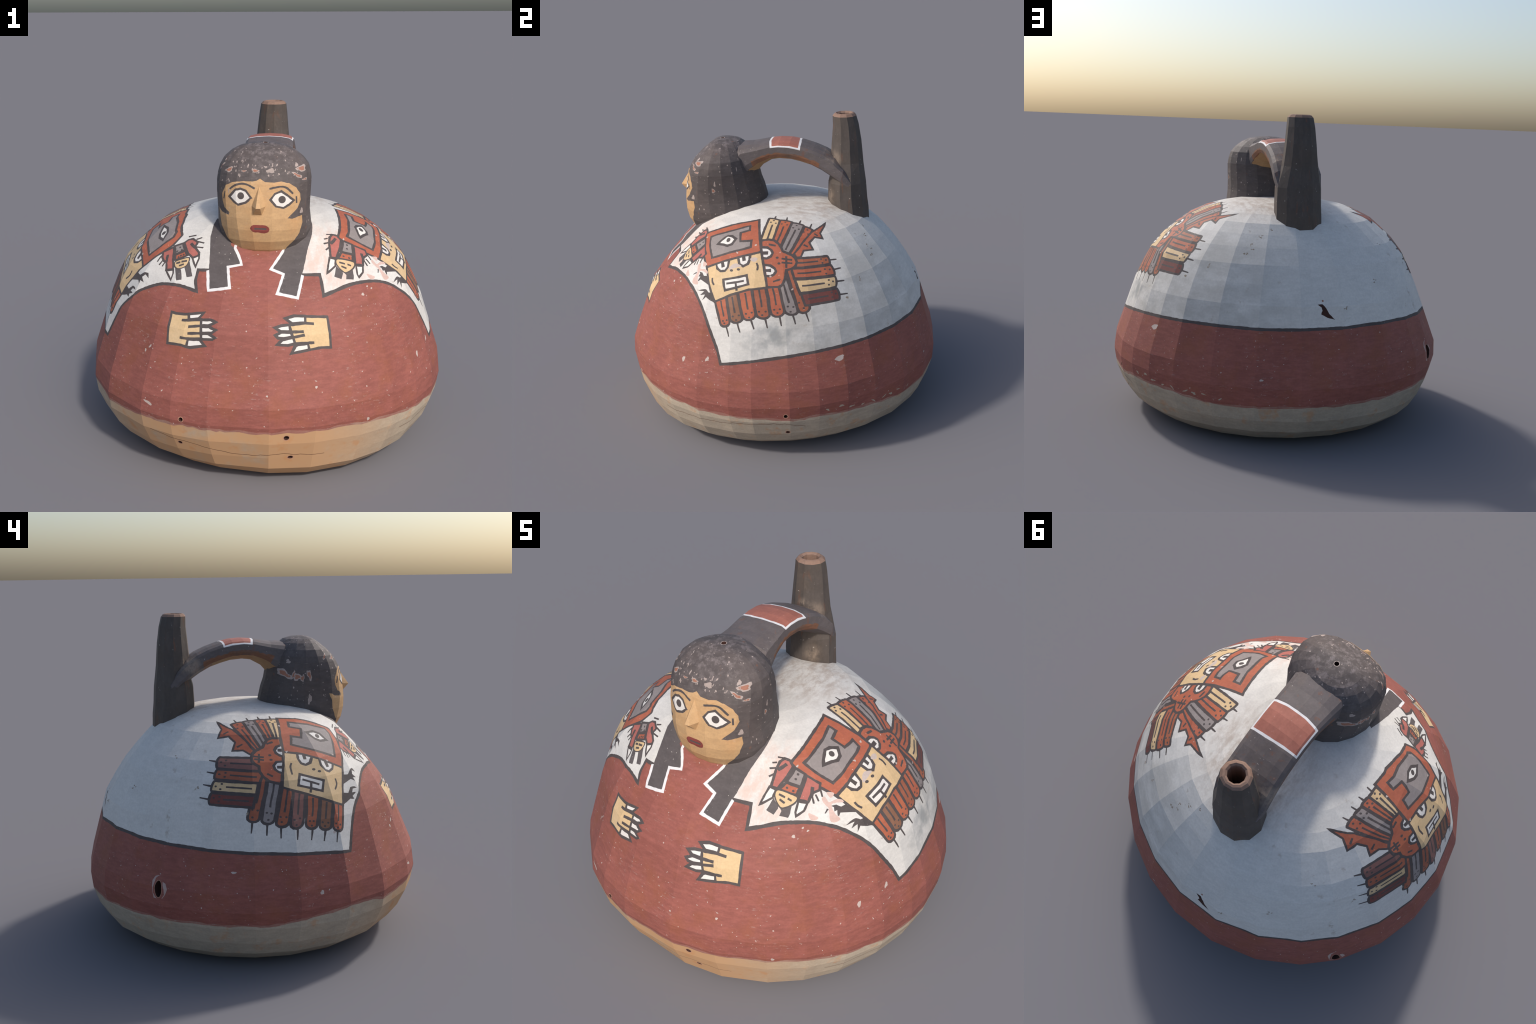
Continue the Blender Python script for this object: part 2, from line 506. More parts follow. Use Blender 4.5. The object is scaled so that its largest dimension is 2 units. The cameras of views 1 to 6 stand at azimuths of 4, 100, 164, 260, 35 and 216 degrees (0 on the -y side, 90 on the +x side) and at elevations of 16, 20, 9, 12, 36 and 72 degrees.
def ring_grid(rows, pole, chart_r, angles):
    """triangulated surface of stacked rings (last ring uppermost) with a pole"""
    n, verts, chart, tris, facet = len(angles), [], [], [], []
    for row, s in zip(rows, chart_r):
        verts += row
        chart += [(s * math.cos(a), s * math.sin(a)) for a in angles]
    for i in range(len(rows) - 1):
        for j in range(n):
            a, b = i * n + j, i * n + (j + 1) % n
            c, d = b + n, a + n
            tris += [(a, b, c), (a, c, d)]
            facet += [len(tris) // 2 - 1] * 2
    verts.append(pole)
    chart.append((0.0, 0.0))
    top = (len(rows) - 1) * n
    tris += [(top + j, top + (j + 1) % n, len(verts) - 1) for j in range(n)]
    facet += [facet[-1] + 1 + j for j in range(n)]
    return verts, tris, chart, facet


def body_skin():
    ang = [m * RAD for m in MERIDIANS]
    rows = [[(body_radius(a, z) * 1.001 * math.cos(a), body_radius(a, z) * 1.001 * math.sin(a), z) for a in ang] for z, _ in RINGS]
    v, t, c, fc = ring_grid(rows, (0, 0, BODY_TOP), SLANT, ang)
    sk = Skin(v, t, c, ('body', 'red_slip'), fc)

    turn = [m - MERIDIANS[0] for m in MERIDIANS] + [360]

    def to_chart(p):
        s = float(np.interp(height_of(p[1]), RZ, SLANT))
        a = (p[0] - MERIDIANS[0]) % 360
        j = int(np.searchsorted(turn, a, side='right')) - 1
        t = (a - turn[j]) / (turn[j + 1] - turn[j])
        u, w = ang[j], ang[(j + 1) % len(ang)]
        return (s * ((1 - t) * math.cos(u) + t * math.cos(w)), s * ((1 - t) * math.sin(u) + t * math.sin(w)))

    unit = lambda p: 1 / (float(np.interp(height_of(p[1]), RZ, RR)) * RAD)
    return sk, Brush(sk, to_chart, unit, 1.3, 0.07), rows[0]


COUNT = {}


def piece(kind):
    COUNT[kind] = COUNT.get(kind, 0) + 1
    return '%s#%d' % (kind, COUNT[kind])


PARENT = {}


def sub(kind, parent):
    k = piece(kind)
    PARENT[k] = parent
    return k


def feather(b, quad, paint, parent, shaft=0.6, bulge=0.38, barb=3.7, dots=True):
    """rounded plume: base edge, tip edge, quill line, three dots, a bristle"""
    p = sub('painted_feather', parent)
    bl, br, tr, tl = (np.array(q, float) for q in quad)
    base, tip = (bl + br) / 2, (tr + tl) / 2
    ax = (tip - base) / np.linalg.norm(tip - base)
    bl, br = bl - ax * 2.2, br - ax * 2.2      # the root tucks under its neighbour
    w = np.linalg.norm(tr - tl)
    arc = [tuple(tr + (tl - tr) * (0.5 - 0.5 * math.cos(a)) + ax * bulge * w * math.sin(a)) for a in np.linspace(0, math.pi, 7)]
    b.fill([tuple(bl), tuple(br)] + arc, p, paint, 'black_line', 0.0118)
    apex = tip + ax * bulge * w
    side = (tl - tr) / max(w, 1e-6)
    if shaft:
        b.stroke([tuple(base), tuple(base + (apex - base) * shaft)], p, 'black_line', 0.0085)
    if dots:
        L = apex - base
        for f, s in ((0.75, 0.21), (0.75, -0.21), (0.89, 0.03)):
            c = base + L * f + side * s * w + np.array((RNG.uniform(-.25, .25), RNG.uniform(-.25, .25)))
            b.dot(tuple(c), 0.0058, p, 'black_line', 1.15, 7)
    if barb:
        q = apex + side * RNG.uniform(-.12, .08) * w
        b.stroke([tuple(q), tuple(q + ax * barb + side * RNG.uniform(-.4, .4))], p, 'black_line', 0.0105, taper=0.55)


def lidded_eye(b, arc, tongue, p, back=None):
    """U-shaped eye hanging from an edge: white pouch, dark rim, dark tongue"""
    b.fill(arc, p, 'motif_white')
    b.stroke(arc, p, 'black_line', 0.012)
    b.stroke(tongue, p, 'black_line', 0.016)


def creature(b, d):
    """trophy-cap figure: stepped cap, square face, red animal head, feathers"""
    cap = piece('painted_cap')
    for quad, paint in d['bottom']:
        feather(b, quad, paint, cap)
    for quad, paint in d['side']:
        feather(b, quad, paint, cap, shaft=0.62, bulge=0.16)
    for quad, paint, shaft in d['top']:
        feather(b, quad, paint, cap, shaft=shaft, bulge=0.10, barb=4.6)
    sp = sub('painted_spiked_plume', cap)
    b.fill(d['spike'], sp, 'motif_red', 'black_line')
    for a, c in d['spike_marks']:
        b.stroke([a, c], sp, 'black_line', 0.009)
    an = sub('painted_animal_head', cap)
    b.fill(d['animal'], an, 'motif_red', 'black_line', 0.0125)
    for arc, tongue in d['animal_eyes']:
        lidded_eye(b, arc, tongue, an)
    for a, c in d['animal_marks']:
        b.stroke([a, c], an, 'black_line', 0.0095)
    for c in d['animal_nostrils']:
        b.dot(c, 0.007, an, 'black_line', 1.2)
    for poly in d['claws']:
        b.fill(poly, sub('painted_claw', cap), 'black_line')
    fc = sub('painted_square_face', cap)
    b.fill(d['face'], fc, 'motif_cream', 'black_line', 0.0115)
    for arc, tongue in d['eyes']:
        lidded_eye(b, arc, tongue, fc)
    for c in d['nostrils']:
        b.dot(c, 0.0075, fc, 'black_line', 1.35)
    for line in d['cheeks']:
        b.stroke(line, fc, 'black_line', 0.0085, curve=True)
    b.fill(d['mouth'], fc, 'motif_white', 'black_line', 0.0115)
    m = d['mouth_marks']
    b.stroke(m[:2], fc, 'black_line', 0.0105)
    b.stroke(m[2:], fc, 'black_line', 0.0105)
    b.fill(d['cap'], cap, 'motif_red', 'black_line', 0.0115)
    b.fill(d['cap_inner'], cap, 'motif_grey', 'black_line', 0.0115)
    b.fill(d['cap_eye'], cap, 'motif_white', 'black_line', 0.0125, curve=d['curved_eye'])
    b.dot(d['pupil'], 0.0135, cap, 'black_line', 1.0, 14)


def small_figure(b, d):
    """little upside-down winged figure hanging from the cap"""
    f = piece('painted_winged_figure')
    for poly in d['legs']:
        b.fill(poly, f, 'braid_black')
    for line in d['bristles']:
        b.stroke(line, f, 'black_line', 0.0075)
    for poly in d['nails']:
        b.fill(poly, f, 'motif_white', 'black_line', 0.0085)
    for wing, hook in d['wings']:
        b.fill(wing, f, 'motif_mauve', 'black_line', 0.0105)
        b.stroke(hook, f, 'black_line', 0.013)
    b.fill(d['torso'], f, 'motif_grey', 'black_line', 0.011)
    b.fill(d['belt'], f, 'motif_red', 'black_line', 0.011)
    for c in d['dots']:
        b.dot(c, 0.006, f, 'black_line')
    b.fill(d['face'], f, 'motif_cream', 'black_line', 0.006, curve=True)
    for a, c in d['face_marks']:
        b.stroke([a, c], f, 'black_line', 0.009)


def pairs(*p):
    return [(p[i], p[i + 1]) for i in range(0, len(p), 2)]


# all drawing positions: (degrees round the body, angle-true height in degrees)
RIGHT = dict(
    top=[([(-2.6, 64.9), (4.6, 65.3), (9.4, 84.1), (-0.3, 87.6)], 'motif_cream', .62), ([(4.8, 65.3), (8.9, 61.7), (18.5, 80.4), (9.2, 84.5)], 'motif_red', .62),
         ([(9.3, 60.3), (13.2, 56.5), (25.9, 74.4), (18.3, 79.6)], 'motif_grey', .68), ([(13.6, 56.1), (15.3, 55.5), (30.3, 69.2), (26, 73.5)], 'motif_red', 0)],
    side=[([(16.6, 52.9), (15.8, 47.8), (31.4, 47.1), (31.6, 51.4)], 'motif_rust'), ([(15.3, 47.6), (15.9, 42.6), (31.8, 41.4), (31.5, 46.6)], 'motif_red'),
          ([(16.1, 42.3), (17.7, 35.9), (30.7, 36.1), (31.6, 41)], 'motif_cream'), ([(17.9, 35.7), (19.2, 30.5), (30.9, 30.5), (30.8, 35.5)], 'motif_maroon')],
    bottom=[([(-18.6, 30.8), (-13.9, 33.2), (-11.5, 24.3), (-15.2, 23.1)], 'motif_red'), ([(-13.8, 33.4), (-9.3, 35.3), (-6.8, 26.4), (-11.4, 25.4)], 'motif_brown'),
            ([(-9.2, 35.4), (-3.6, 37.6), (-1.8, 28.1), (-6.7, 26.8)], 'motif_red'), ([(-3.5, 37.7), (2, 38.6), (3.4, 28.1), (-1.6, 27.9)], 'motif_rust'),
            ([(2.2, 39), (7.2, 39), (8.9, 29.2), (3.9, 28.3)], 'motif_red'), ([(7.5, 38.9), (11, 41.7), (14, 29), (9, 29.2)], 'motif_grey'),
            ([(10.9, 46.3), (14.9, 46.4), (18.7, 30.1), (14.2, 28.8)], 'motif_rust')],
    spike=[(15.3, 55.5), (21.2, 61.5), (29.1, 67.9), (42.6, 73), (33.8, 65.5), (33.6, 61.7), (29.1, 63.6), (24.9, 60.8), (25.7, 56.3), (20.5, 56.6), (18.3, 53.3), (16.1, 53.3)],
    spike_marks=pairs((30.2, 65.9), (31.2, 64.2), (21.6, 59.8), (23.1, 58.6)),
    animal=[(-2.5, 64.5), (2.1, 65.1), (5.2, 64.3), (7.5, 62.2), (9, 59.6), (9.6, 57.6), (12.1, 56.1), (14, 54.9), (15.5, 53), (16, 50.8), (14.9, 48.5), (12.9, 47.6), (10.8, 47.3),
            (10.4, 45.6), (9.8, 42.9), (8.7, 40.5), (7.5, 39.5), (2.3, 39.3), (0.8, 47.8), (-1.4, 57.6)],
    animal_eyes=[([(-1.2, 60.2), (1.5, 60), (3.7, 58.4), (4.5, 56.7), (3.6, 54.8), (1.6, 53.7), (0.2, 53.9)], [(-0.7, 56.8), (1.6, 56.8)]),
                 ([(1.2, 50.2), (3.5, 49.9), (5.6, 48.3), (6.1, 46.9), (5.1, 45.3), (3.6, 44.5), (2.1, 44.7)], [(1.6, 47.4), (3.4, 47.4)])],
    animal_marks=pairs((2.5, 61.8), (5.7, 61), (5, 42), (7.7, 42.9), (11.2, 54.2), (10.8, 48.6), (9.1, 53.4), (13.6, 52.3), (9, 51.3), (13.5, 50.5)),
    animal_nostrils=[(6.7, 54), (7.5, 50.9)],
    claws=[[(-25.5, 41.7), (-28, 41.1), (-29.6, 42.4), (-31.5, 42.4), (-30.7, 41.7), (-30.9, 40.1), (-29.8, 40.4), (-30.2, 38.2), (-29.7, 38.2), (-28.9, 39.1), (-26.5, 38.5), (-22.7, 37.7)],
           [(-21.1, 35), (-22.7, 34.8), (-24.2, 35.8), (-25.7, 35.6), (-28.6, 34.3), (-25.1, 34.6), (-26.8, 32.6), (-24.2, 33.5), (-25, 30.8), (-23.4, 32.6), (-20.9, 31.5), (-18.9, 30.9), (-18.1, 31.5)],
           [(-34.6, 40.3), (-34.1, 40.2), (-32.7, 41.4), (-33.2, 41.9)]],
    face=[(-28.4, 45.4), (-19.6, 50.7), (-10.7, 54.7), (-1.4, 57.6), (0.8, 48.1), (2.4, 39.2), (-5, 38.3), (-12.2, 35.4), (-18.9, 31.4), (-23.2, 38.1)],
    eyes=[([(-23.2, 48.3), (-21.8, 46.4), (-19.7, 45.3), (-17.6, 45.8), (-16.6, 47.8), (-17.3, 51.4)], [(-20.4, 49.9), (-19.2, 47.9)]),
          ([(-12.8, 53.5), (-11.2, 50.3), (-9.1, 49.3), (-7.1, 50.7), (-6.7, 52.9), (-6.9, 55.8)], [(-10.1, 54.6), (-9.4, 52.6)])],
    nostrils=[(-14.4, 46.5), (-11, 47.5)], cheeks=[[(-2.9, 51.2), (-2.2, 49.6), (-2.2, 47.8)], [(-22.6, 41.2), (-22, 39.8), (-20.9, 38.6)]],
    mouth=[(-17.2, 41.5), (-6.8, 44.9), (-5.5, 40.7), (-15.3, 36.9)], mouth_marks=[(-15, 40), (-7.9, 42.1), (-11.1, 41.2), (-10, 37.7)],
    cap=[(-43.2, 62.2), (-33.7, 70.5), (-22.2, 78.9), (-8.5, 85.7), (-3.9, 68.2), (-1.4, 57.6), (-10.7, 54.7), (-19.6, 50.7), (-28.4, 45.4), (-33.2, 50.1), (-39, 56.4)],
    cap_inner=[(-37, 61.6), (-25.4, 69.5), (-13.2, 76.9), (-11.8, 72.5), (-17.3, 69.5), (-14.7, 63.1), (-8.1, 64.2), (-7.6, 60.2), (-18.5, 55.7), (-27.8, 50.7), (-32.4, 55.9)],
    cap_eye=[(-28.6, 59), (-27.5, 61.5), (-24.6, 65.6), (-21.6, 66), (-18.1, 64.3), (-19.2, 60.7), (-21.4, 59.4), (-24.3, 59.5)], pupil=(-22.6, 62.9), curved_eye=False)

LEFT = dict(
    top=[([(182.7, 61.9), (186.5, 61.8), (190.3, 80.5), (182.1, 81)], 'motif_cream', .68), ([(179.6, 61.4), (182.7, 61.9), (181.9, 81), (174.2, 80.1)], 'motif_red', .65),
         ([(175.8, 56), (178.8, 60.7), (174, 79.7), (166.5, 77.7)], 'motif_grey', .66), ([(173.4, 54.6), (175.6, 55.7), (166.1, 77.3), (159, 73.6)], 'motif_red', .66)],
    side=[([(171.2, 50.4), (174.1, 43.5), (157.3, 44.6), (157.4, 50.3)], 'motif_plum'), ([(174.1, 43.4), (172, 38.2), (157, 39.5), (157.6, 44.2)], 'motif_rust'),
          ([(171.5, 38.1), (170.7, 33.4), (156.2, 34.2), (157.2, 38.7)], 'motif_cream'), ([(170.4, 33), (169.4, 28.3), (156, 29), (156.5, 33.6)], 'motif_maroon')],
    bottom=[([(201.2, 26.7), (205.3, 25.3), (202.9, 18.1), (198.9, 19.4)], 'motif_red'), ([(196.2, 28.9), (200.8, 26.9), (198.4, 19.5), (194.1, 20.1)], 'motif_brown'),
            ([(191.2, 31.2), (196, 29.1), (193.4, 20.4), (189.3, 21.1)], 'motif_rust'), ([(186.3, 33.4), (190.7, 31.5), (188.4, 21.7), (183.8, 21.6)], 'motif_plum'),
            ([(182.3, 35.2), (186.2, 33.6), (183.4, 22.3), (179.1, 22.4)], 'motif_rust'), ([(177.2, 38.4), (181.9, 37.2), (178.5, 23.3), (174.2, 23.9)], 'motif_grey'),
            ([(173.4, 42.7), (176.9, 38.6), (173.5, 24.1), (169.5, 24.6)], 'motif_rust')],
    spike=[(172.8, 54.3), (169, 60.2), (161, 68.6), (147.9, 75.9), (154, 68.3), (153.7, 61.3), (159.6, 62.9), (163.4, 59.1), (162.7, 54), (167.6, 54.4), (171.3, 52)],
    spike_marks=pairs((156.5, 64.5), (158.6, 66.5), (164.9, 56.4), (167, 57.9)),
    animal=[(186.3, 61.5), (181.9, 61.8), (179.4, 60.7), (177.9, 58.5), (176.9, 56.3), (175.6, 55.4), (173.7, 54.3), (172, 52.5), (171.4, 50.6), (171.7, 48.4), (172.9, 46.9),
            (174.4, 45.8), (174.4, 43.4), (175.5, 41.1), (177.7, 38.7), (180.4, 37.7), (182.3, 37.3), (184.2, 45.6), (185.7, 52.8)],
    animal_eyes=[([(185.7, 57.1), (183.4, 56.3), (182, 54.3), (182.4, 52.5), (183.8, 51.2), (185.2, 50.6)], [(183.9, 54.2), (185.5, 54)]),
                 ([(184.6, 47.9), (181.8, 47.8), (180.3, 45.9), (180.6, 44.1), (181.9, 42.8), (183.3, 42.2)], [(182, 45.1), (183.9, 45)])],
    animal_marks=pairs((179.2, 58.3), (181.7, 59.1), (177.5, 42), (179.2, 40.9), (174.8, 52.2), (174.5, 48), (172.6, 51.1), (176.5, 50.5), (172.9, 49.6), (176.4, 49)),
    animal_nostrils=[(179.5, 51.5), (179.7, 49)],
    claws=[[(210.2, 37.5), (213.4, 37), (216.2, 39.1), (218.2, 39.1), (219.6, 36.9), (217, 38.1), (215.9, 36.8), (218, 34.7), (215.4, 35.3), (216, 33.6), (214, 34.8), (208.7, 33.5)],
           [(207, 30.3), (210, 29.6), (212, 31.7), (214.3, 31.6), (215.4, 30.8), (213, 30.9), (212, 29.5), (214, 29.2), (211.6, 28), (212, 26.8), (210, 27.2), (205.5, 25.6)]],
    face=[(185.9, 53.1), (194.1, 51), (202.3, 46.9), (212.2, 40.5), (208.1, 32.7), (205.5, 25.7), (193, 31.5), (182.4, 35.9), (183.8, 43.4)],
    eyes=[([(192, 51.3), (191.7, 48.4), (192.4, 46), (194.1, 45), (196.4, 45.8), (198.3, 48.6)], [(194.9, 49.8), (194.8, 48.2)]),
          ([(201.4, 47.2), (201, 44.1), (202.2, 41.3), (203.8, 40.3), (206.3, 41.2), (208.1, 43.8)], [(204.2, 44.9), (204.2, 42.9)])],
    nostrils=[(197, 42.4), (199.2, 41.2)], cheeks=[[(188, 46.5), (187.2, 44.7), (187.2, 41.3)], [(205.7, 36.4), (205.5, 34.3), (203.9, 32.4)]],
    mouth=[(190.3, 40.9), (199.6, 36.9), (198, 32.6), (188.8, 36.1)], mouth_marks=[(191.2, 38.3), (197.1, 35.5), (194.3, 37), (193.1, 32.8)],
    cap=[(191.2, 82.3), (204.2, 78.9), (212.7, 72.2), (222.6, 62.4), (221.7, 55.4), (217.2, 48.2), (212.2, 40.5), (202.3, 46.9), (194.1, 51), (185.9, 53.1), (186.8, 63.3)],
    cap_inner=[(196.2, 75.3), (208.1, 70.5), (217.5, 63.6), (218.2, 60.1), (215, 53.7), (211.2, 46.6), (201.3, 52.2), (190.9, 56.9), (192.5, 62.2), (197.6, 60.7), (200.6, 67.4), (194.5, 70.3)],
    cap_eye=[(202.3, 63.8), (207.2, 63.7), (210.6, 61.4), (212.4, 56.6), (208.1, 56.8), (205.4, 58.8), (203.4, 62)], pupil=(208, 60.1), curved_eye=False)

RIGHT_FIGURE = dict(
    wings=[([(-53.2, 51.4), (-50.6, 50.6), (-42.2, 60.2), (-43.1, 63.4), (-45.4, 64.7), (-48.1, 62.9), (-50.4, 59)], [(-49.2, 59.1), (-45.3, 61.6)]),
           ([(-37.4, 55.9), (-32.8, 51.8), (-33.9, 49.2), (-36.4, 48.5), (-37.6, 47.6), (-39.4, 45), (-42.9, 46.2)], [(-36.4, 50.4), (-37.4, 47.6)])],
    bristles=pairs((-48.5, 65.3), (-46, 64.9), (-51.6, 62.3), (-49.7, 62.5), (-53.1, 59.5), (-50.3, 59.8), (-53.6, 55.8), (-51.1, 57.2),
                   (-37.4, 47.1), (-37.5, 44.4), (-35.9, 47.4), (-35.5, 45.1), (-33.5, 49.2), (-33.6, 46.6)),
    nails=[[(-53.8, 51.2), (-51.2, 49.9), (-52.8, 46.7), (-58.1, 43.7)], [(-43, 45.4), (-39.8, 44.6), (-41.6, 41.9), (-44.7, 40.2), (-44.7, 41.6)]],
    torso=[(-41.4, 59.6), (-37.8, 56.5), (-40.9, 51.1), (-46.4, 53.8)], belt=[(-46.4, 53.5), (-41.3, 50.9), (-43.3, 47.8), (-49.8, 50.4)],
    dots=[(-40.9, 56.7), (-42.3, 54.7), (-46.5, 51.1), (-44.2, 49.7)],
    face=[(-50.1, 50.1), (-43.3, 47.5), (-44.3, 45), (-48.7, 43.1), (-50.6, 43.7), (-51.9, 47.5)],
    face_marks=pairs((-49.9, 48.1), (-48, 47.2), (-46.6, 46.6), (-45.6, 46), (-49.9, 46.1), (-48.5, 45.1)),
    legs=[[(-52.4, 46.7), (-50.9, 43.6), (-51, 42.8), (-52.9, 40.5), (-55.5, 42)], [(-50.4, 43.2), (-45.7, 43.8), (-46.6, 41.3), (-47.6, 39.6), (-50.8, 40.2), (-49.9, 41.9)]])

LEFT_FIGURE = dict(
    wings=[([(227.2, 58.1), (228.4, 60.3), (230.8, 61.5), (234, 60.4), (234.9, 59.6), (234.8, 56.8), (238.4, 53.8), (238.8, 52.3), (236.3, 50.7), (232.1, 53.4)], [(231.7, 58.4), (234.9, 56.6)]),
           ([(222.9, 54.5), (218.7, 50.4), (220.4, 47.7), (222.4, 46.1), (223.8, 46.2), (226.1, 42.3), (229.4, 43.5)], [(222.5, 49.3), (223.9, 46.4)])],
    bristles=pairs((227.6, 62.3), (231.4, 64), (233.4, 61.6), (235.7, 63), (234.8, 60.3), (238.3, 59.8), (235.4, 56.9), (239.1, 56.9),
                   (219.4, 48.3), (219.1, 45.3), (221.5, 46.1), (221, 44), (223.3, 45.8), (222.9, 43.6)),
    nails=[[(226.4, 42), (229.8, 43.2), (230.7, 41.7), (231.3, 38.7)], [(236.4, 50.4), (239, 52.3), (239.7, 50.6), (239.9, 46.1)]],
    torso=[(222.9, 55), (226.7, 57.7), (230, 54.2), (226.3, 50.8)], belt=[(226.5, 50.4), (230.6, 53.8), (233.2, 51.5), (228.1, 47.8)],
    dots=[(226.5, 55), (228.2, 53.8), (226.2, 52.6), (228.9, 49.7), (229.7, 50.7), (230.9, 51.5)],
    face=[(228.5, 46.9), (231.1, 49), (234.2, 50.6), (235.3, 49.6), (235.6, 47), (234.7, 45.5), (232.2, 44.2), (229.7, 44.7)],
    face_marks=pairs((229.7, 46.5), (231.2, 47.3), (232.2, 47.9), (234.2, 48.6), (231.8, 45.7), (233.6, 46.7)),
    legs=[[(230.3, 44), (233.8, 44.2), (236.2, 39.7), (234.1, 39)], [(234.6, 45.7), (236, 48.4), (240.2, 41.8), (237.9, 41)]])

# lower hem of the white mantle, from the right front corner round the back to the left front
MANTLE_RIGHT = [(-69.6, 43.8), (-61.7, 43.4), (-61.8, 41.3), (-62.9, 34.8)]
MANTLE_RIGHT_SWEEP = [(-62.9, 34.8), (-53, 37.3), (-46, 38.1), (-39.5, 37.5), (-34.3, 36), (-29.2, 32.8), (-22.6, 26.2), (-17.4, 16.6), (-14, 8.5)]
MANTLE_HEM = [(-14, 8.5), (-2.3, 10.5), (12, 12.3), (29, 13.3), (50.8, 13.7), (68.8, 13.6), (82.7, 13.9), (99.3, 14.2), (114, 14.5), (137.9, 14.0), (151.3, 13.5), (166.5, 12.8), (180.9, 12.0), (204.1, 9.8)]
MANTLE_LEFT_SWEEP = [(204.1, 9.8), (207.3, 17.9), (211, 24.2), (215.3, 28.3), (218.4, 31.6), (224.9, 35.3), (230.3, 36.8), (236.4, 37.2), (244.7, 35.9)]
MANTLE_LEFT = [(244.7, 35.9), (242.5, 40.3), (241.7, 45), (246.9, 45.4)]
# where the red slip stops above the bare clay foot
CLAY_LINE = [(-100, -7.2), (-87, -7.3), (-73, -7.1), (-57, -7.1), (-40, -8.0), (-28, -8.6), (-16, -9.4), (-5.6, -9.5), (8.1, -10.6), (20, -10), (38, -10.6), (54, -12.4), (77, -12), (94, -11.6), (112, -11), (130, -10.2),
             (152, -10.2), (166, -10.2), (180, -9.8), (193, -8), (207, -6.9), (218, -8.4), (232, -7.6), (241, -7.3), (250, -7.1)]


def hand(b, palm, nails, fingers):
    h = piece('painted_hand')
    for nl in nails:
        b.fill(nl, sub('painted_fingernail', h), 'motif_white', 'black_line', 0.012)
    b.fill(palm, h, 'motif_cream', 'black_line', 0.0115)
    for f in fingers:
        b.stroke(f, h, 'black_line', 0.0115)


def decorate_body(b):
    # bare clay foot, with a ragged edge to the slip
    loop = smooth_curve(CLAY_LINE + [(260, -7.2)], False, 6)[:-1]
    ragged = [(a, m + RNG.uniform(-.12, .12) + 0.2 * math.sin(a * 0.61) * math.sin(a * 0.23 + 1)) for a, m in loop]
    outer = [b.map(p) for p in ragged]
    inner_r = [np.hypot(*q) for q in outer]
    far = SLANT[0] + 0.05
    ring = [(q[0] / r * far, q[1] / r * far) for q, r in zip(outer, inner_r)]
    b.skin.add_ribbon(outer, ring, True, 'bare_clay_foot#1', 'bare_clay')
    fade = [(a, m + .45 + RNG.uniform(-.25, .35)) for a, m in ragged]
    b.skin.add_ribbon([b.map(p) for p in fade], [b.map((a, m - RNG.uniform(0, .5))) for a, m in ragged], True, 'bare_clay_foot#1', 'slip_edge')
    # fine crack and drilled repair holes of the foot
    for pts in ([(236, -11.6), (241, -12.4), (246, -13), (256, -14.8), (262, -16), (270, -16.4), (279, -15.6), (286, -16.4), (292, -16.8)],
                [(320, -14.4), (332, -13.6), (343, -13.4), (352, -12.4), (362, -12.0), (369, -12.4), (374, -14)]):
        b.stroke([(a, m + RNG.uniform(-.25, .25)) for a, m in dense(pts, 2.2, False)], 'bare_clay_foot#1', 'crack_dark', 0.0028)
    # white mantle
    hem = smooth_curve(MANTLE_RIGHT_SWEEP) + smooth_curve(MANTLE_HEM)[1:] + smooth_curve(MANTLE_LEFT_SWEEP)[1:]
    poly = MANTLE_RIGHT[:-1] + hem + MANTLE_LEFT[1:]
    closing = [(252, 60), (262, 75), (278, 75), (288, 60)]
    d = dense(poly, 1.3, False)
    b.skin.add_fill([b.map(p) for p in d + closing], 'mantle#1', 'white_slip')
    b.stroke(poly, 'mantle#1', 'black_line', 0.0145)
    # braids falling on the chest, with white edging
    for body, trim in (([(-70, 70), (-66, 84), (-48, 84), (-53, 74), (-57, 67), (-62.1, 59), (-65.3, 52.9), (-68.1, 46.4), (-69.6, 43.7), (-71, 40.9), (-73.5, 34.9), (-81.4, 36.4), (-77.8, 44.4), (-83.6, 46.7), (-80.6, 51), (-78, 54.7), (-76.7, 57), (-70, 66)],
                        [(-76.3, 58), (-76.8, 56.2), (-80.5, 51.3), (-83.8, 46.7), (-78.1, 44.3), (-81.6, 36.4), (-73.5, 34.6), (-69.5, 43.3)]),
                       ([(233, 84), (250, 84), (252, 70), (253.7, 59.5), (256.5, 57.6), (258.9, 54.2), (261.2, 48.9), (255.2, 47.5), (258.2, 38.4), (249.5, 36.8), (246.7, 45.6), (243.8, 54.9), (240.4, 64), (237.5, 72)],
                        [(256.4, 59.4), (256.4, 57.8), (258.9, 54.2), (260.8, 50.6), (261.5, 48.7), (255.2, 47.4), (258.2, 38.3), (249.5, 36.7), (246.4, 44.9)])):
        p = piece('painted_braid')
        b.fill(body, p, 'braid_black')
        b.stroke(trim, p, 'line_white', 0.0125)
    creature(b, RIGHT)
    small_figure(b, RIGHT_FIGURE)
    creature(b, LEFT)
    small_figure(b, LEFT_FIGURE)
    hand(b, [(237.2, 27), (239.2, 26.8), (242.9, 27.1), (244.5, 27.4), (245.2, 25.5), (249.7, 26), (251.2, 19.9), (246.5, 19.3), (246.3, 16.7), (244.1, 17), (238.7, 16.6)],
         [[(244.5, 27.4), (250.2, 28.5), (248.6, 26.2), (245.2, 25.5)], [(249.7, 25.9), (253.3, 26.3), (255.7, 25.7), (252.9, 24.3), (250.2, 24.1)],
          [(250.4, 23.7), (253.3, 24), (256, 23.1), (254.7, 22.1), (250.9, 21.6)], [(250.9, 21.5), (253.6, 21.8), (256.2, 20.6), (255.3, 20.1), (251.2, 19.7)], [(246.4, 19.1), (250.7, 19.5), (252.6, 17.8), (247.7, 16.6), (246.3, 16.7)]],
         [[(242.6, 25), (249.7, 25.9)], [(245.9, 23.2), (250.3, 24)], [(246.2, 21), (250.9, 21.6)], [(243.4, 19.3), (246.5, 19.3), (251.2, 19.7)]])
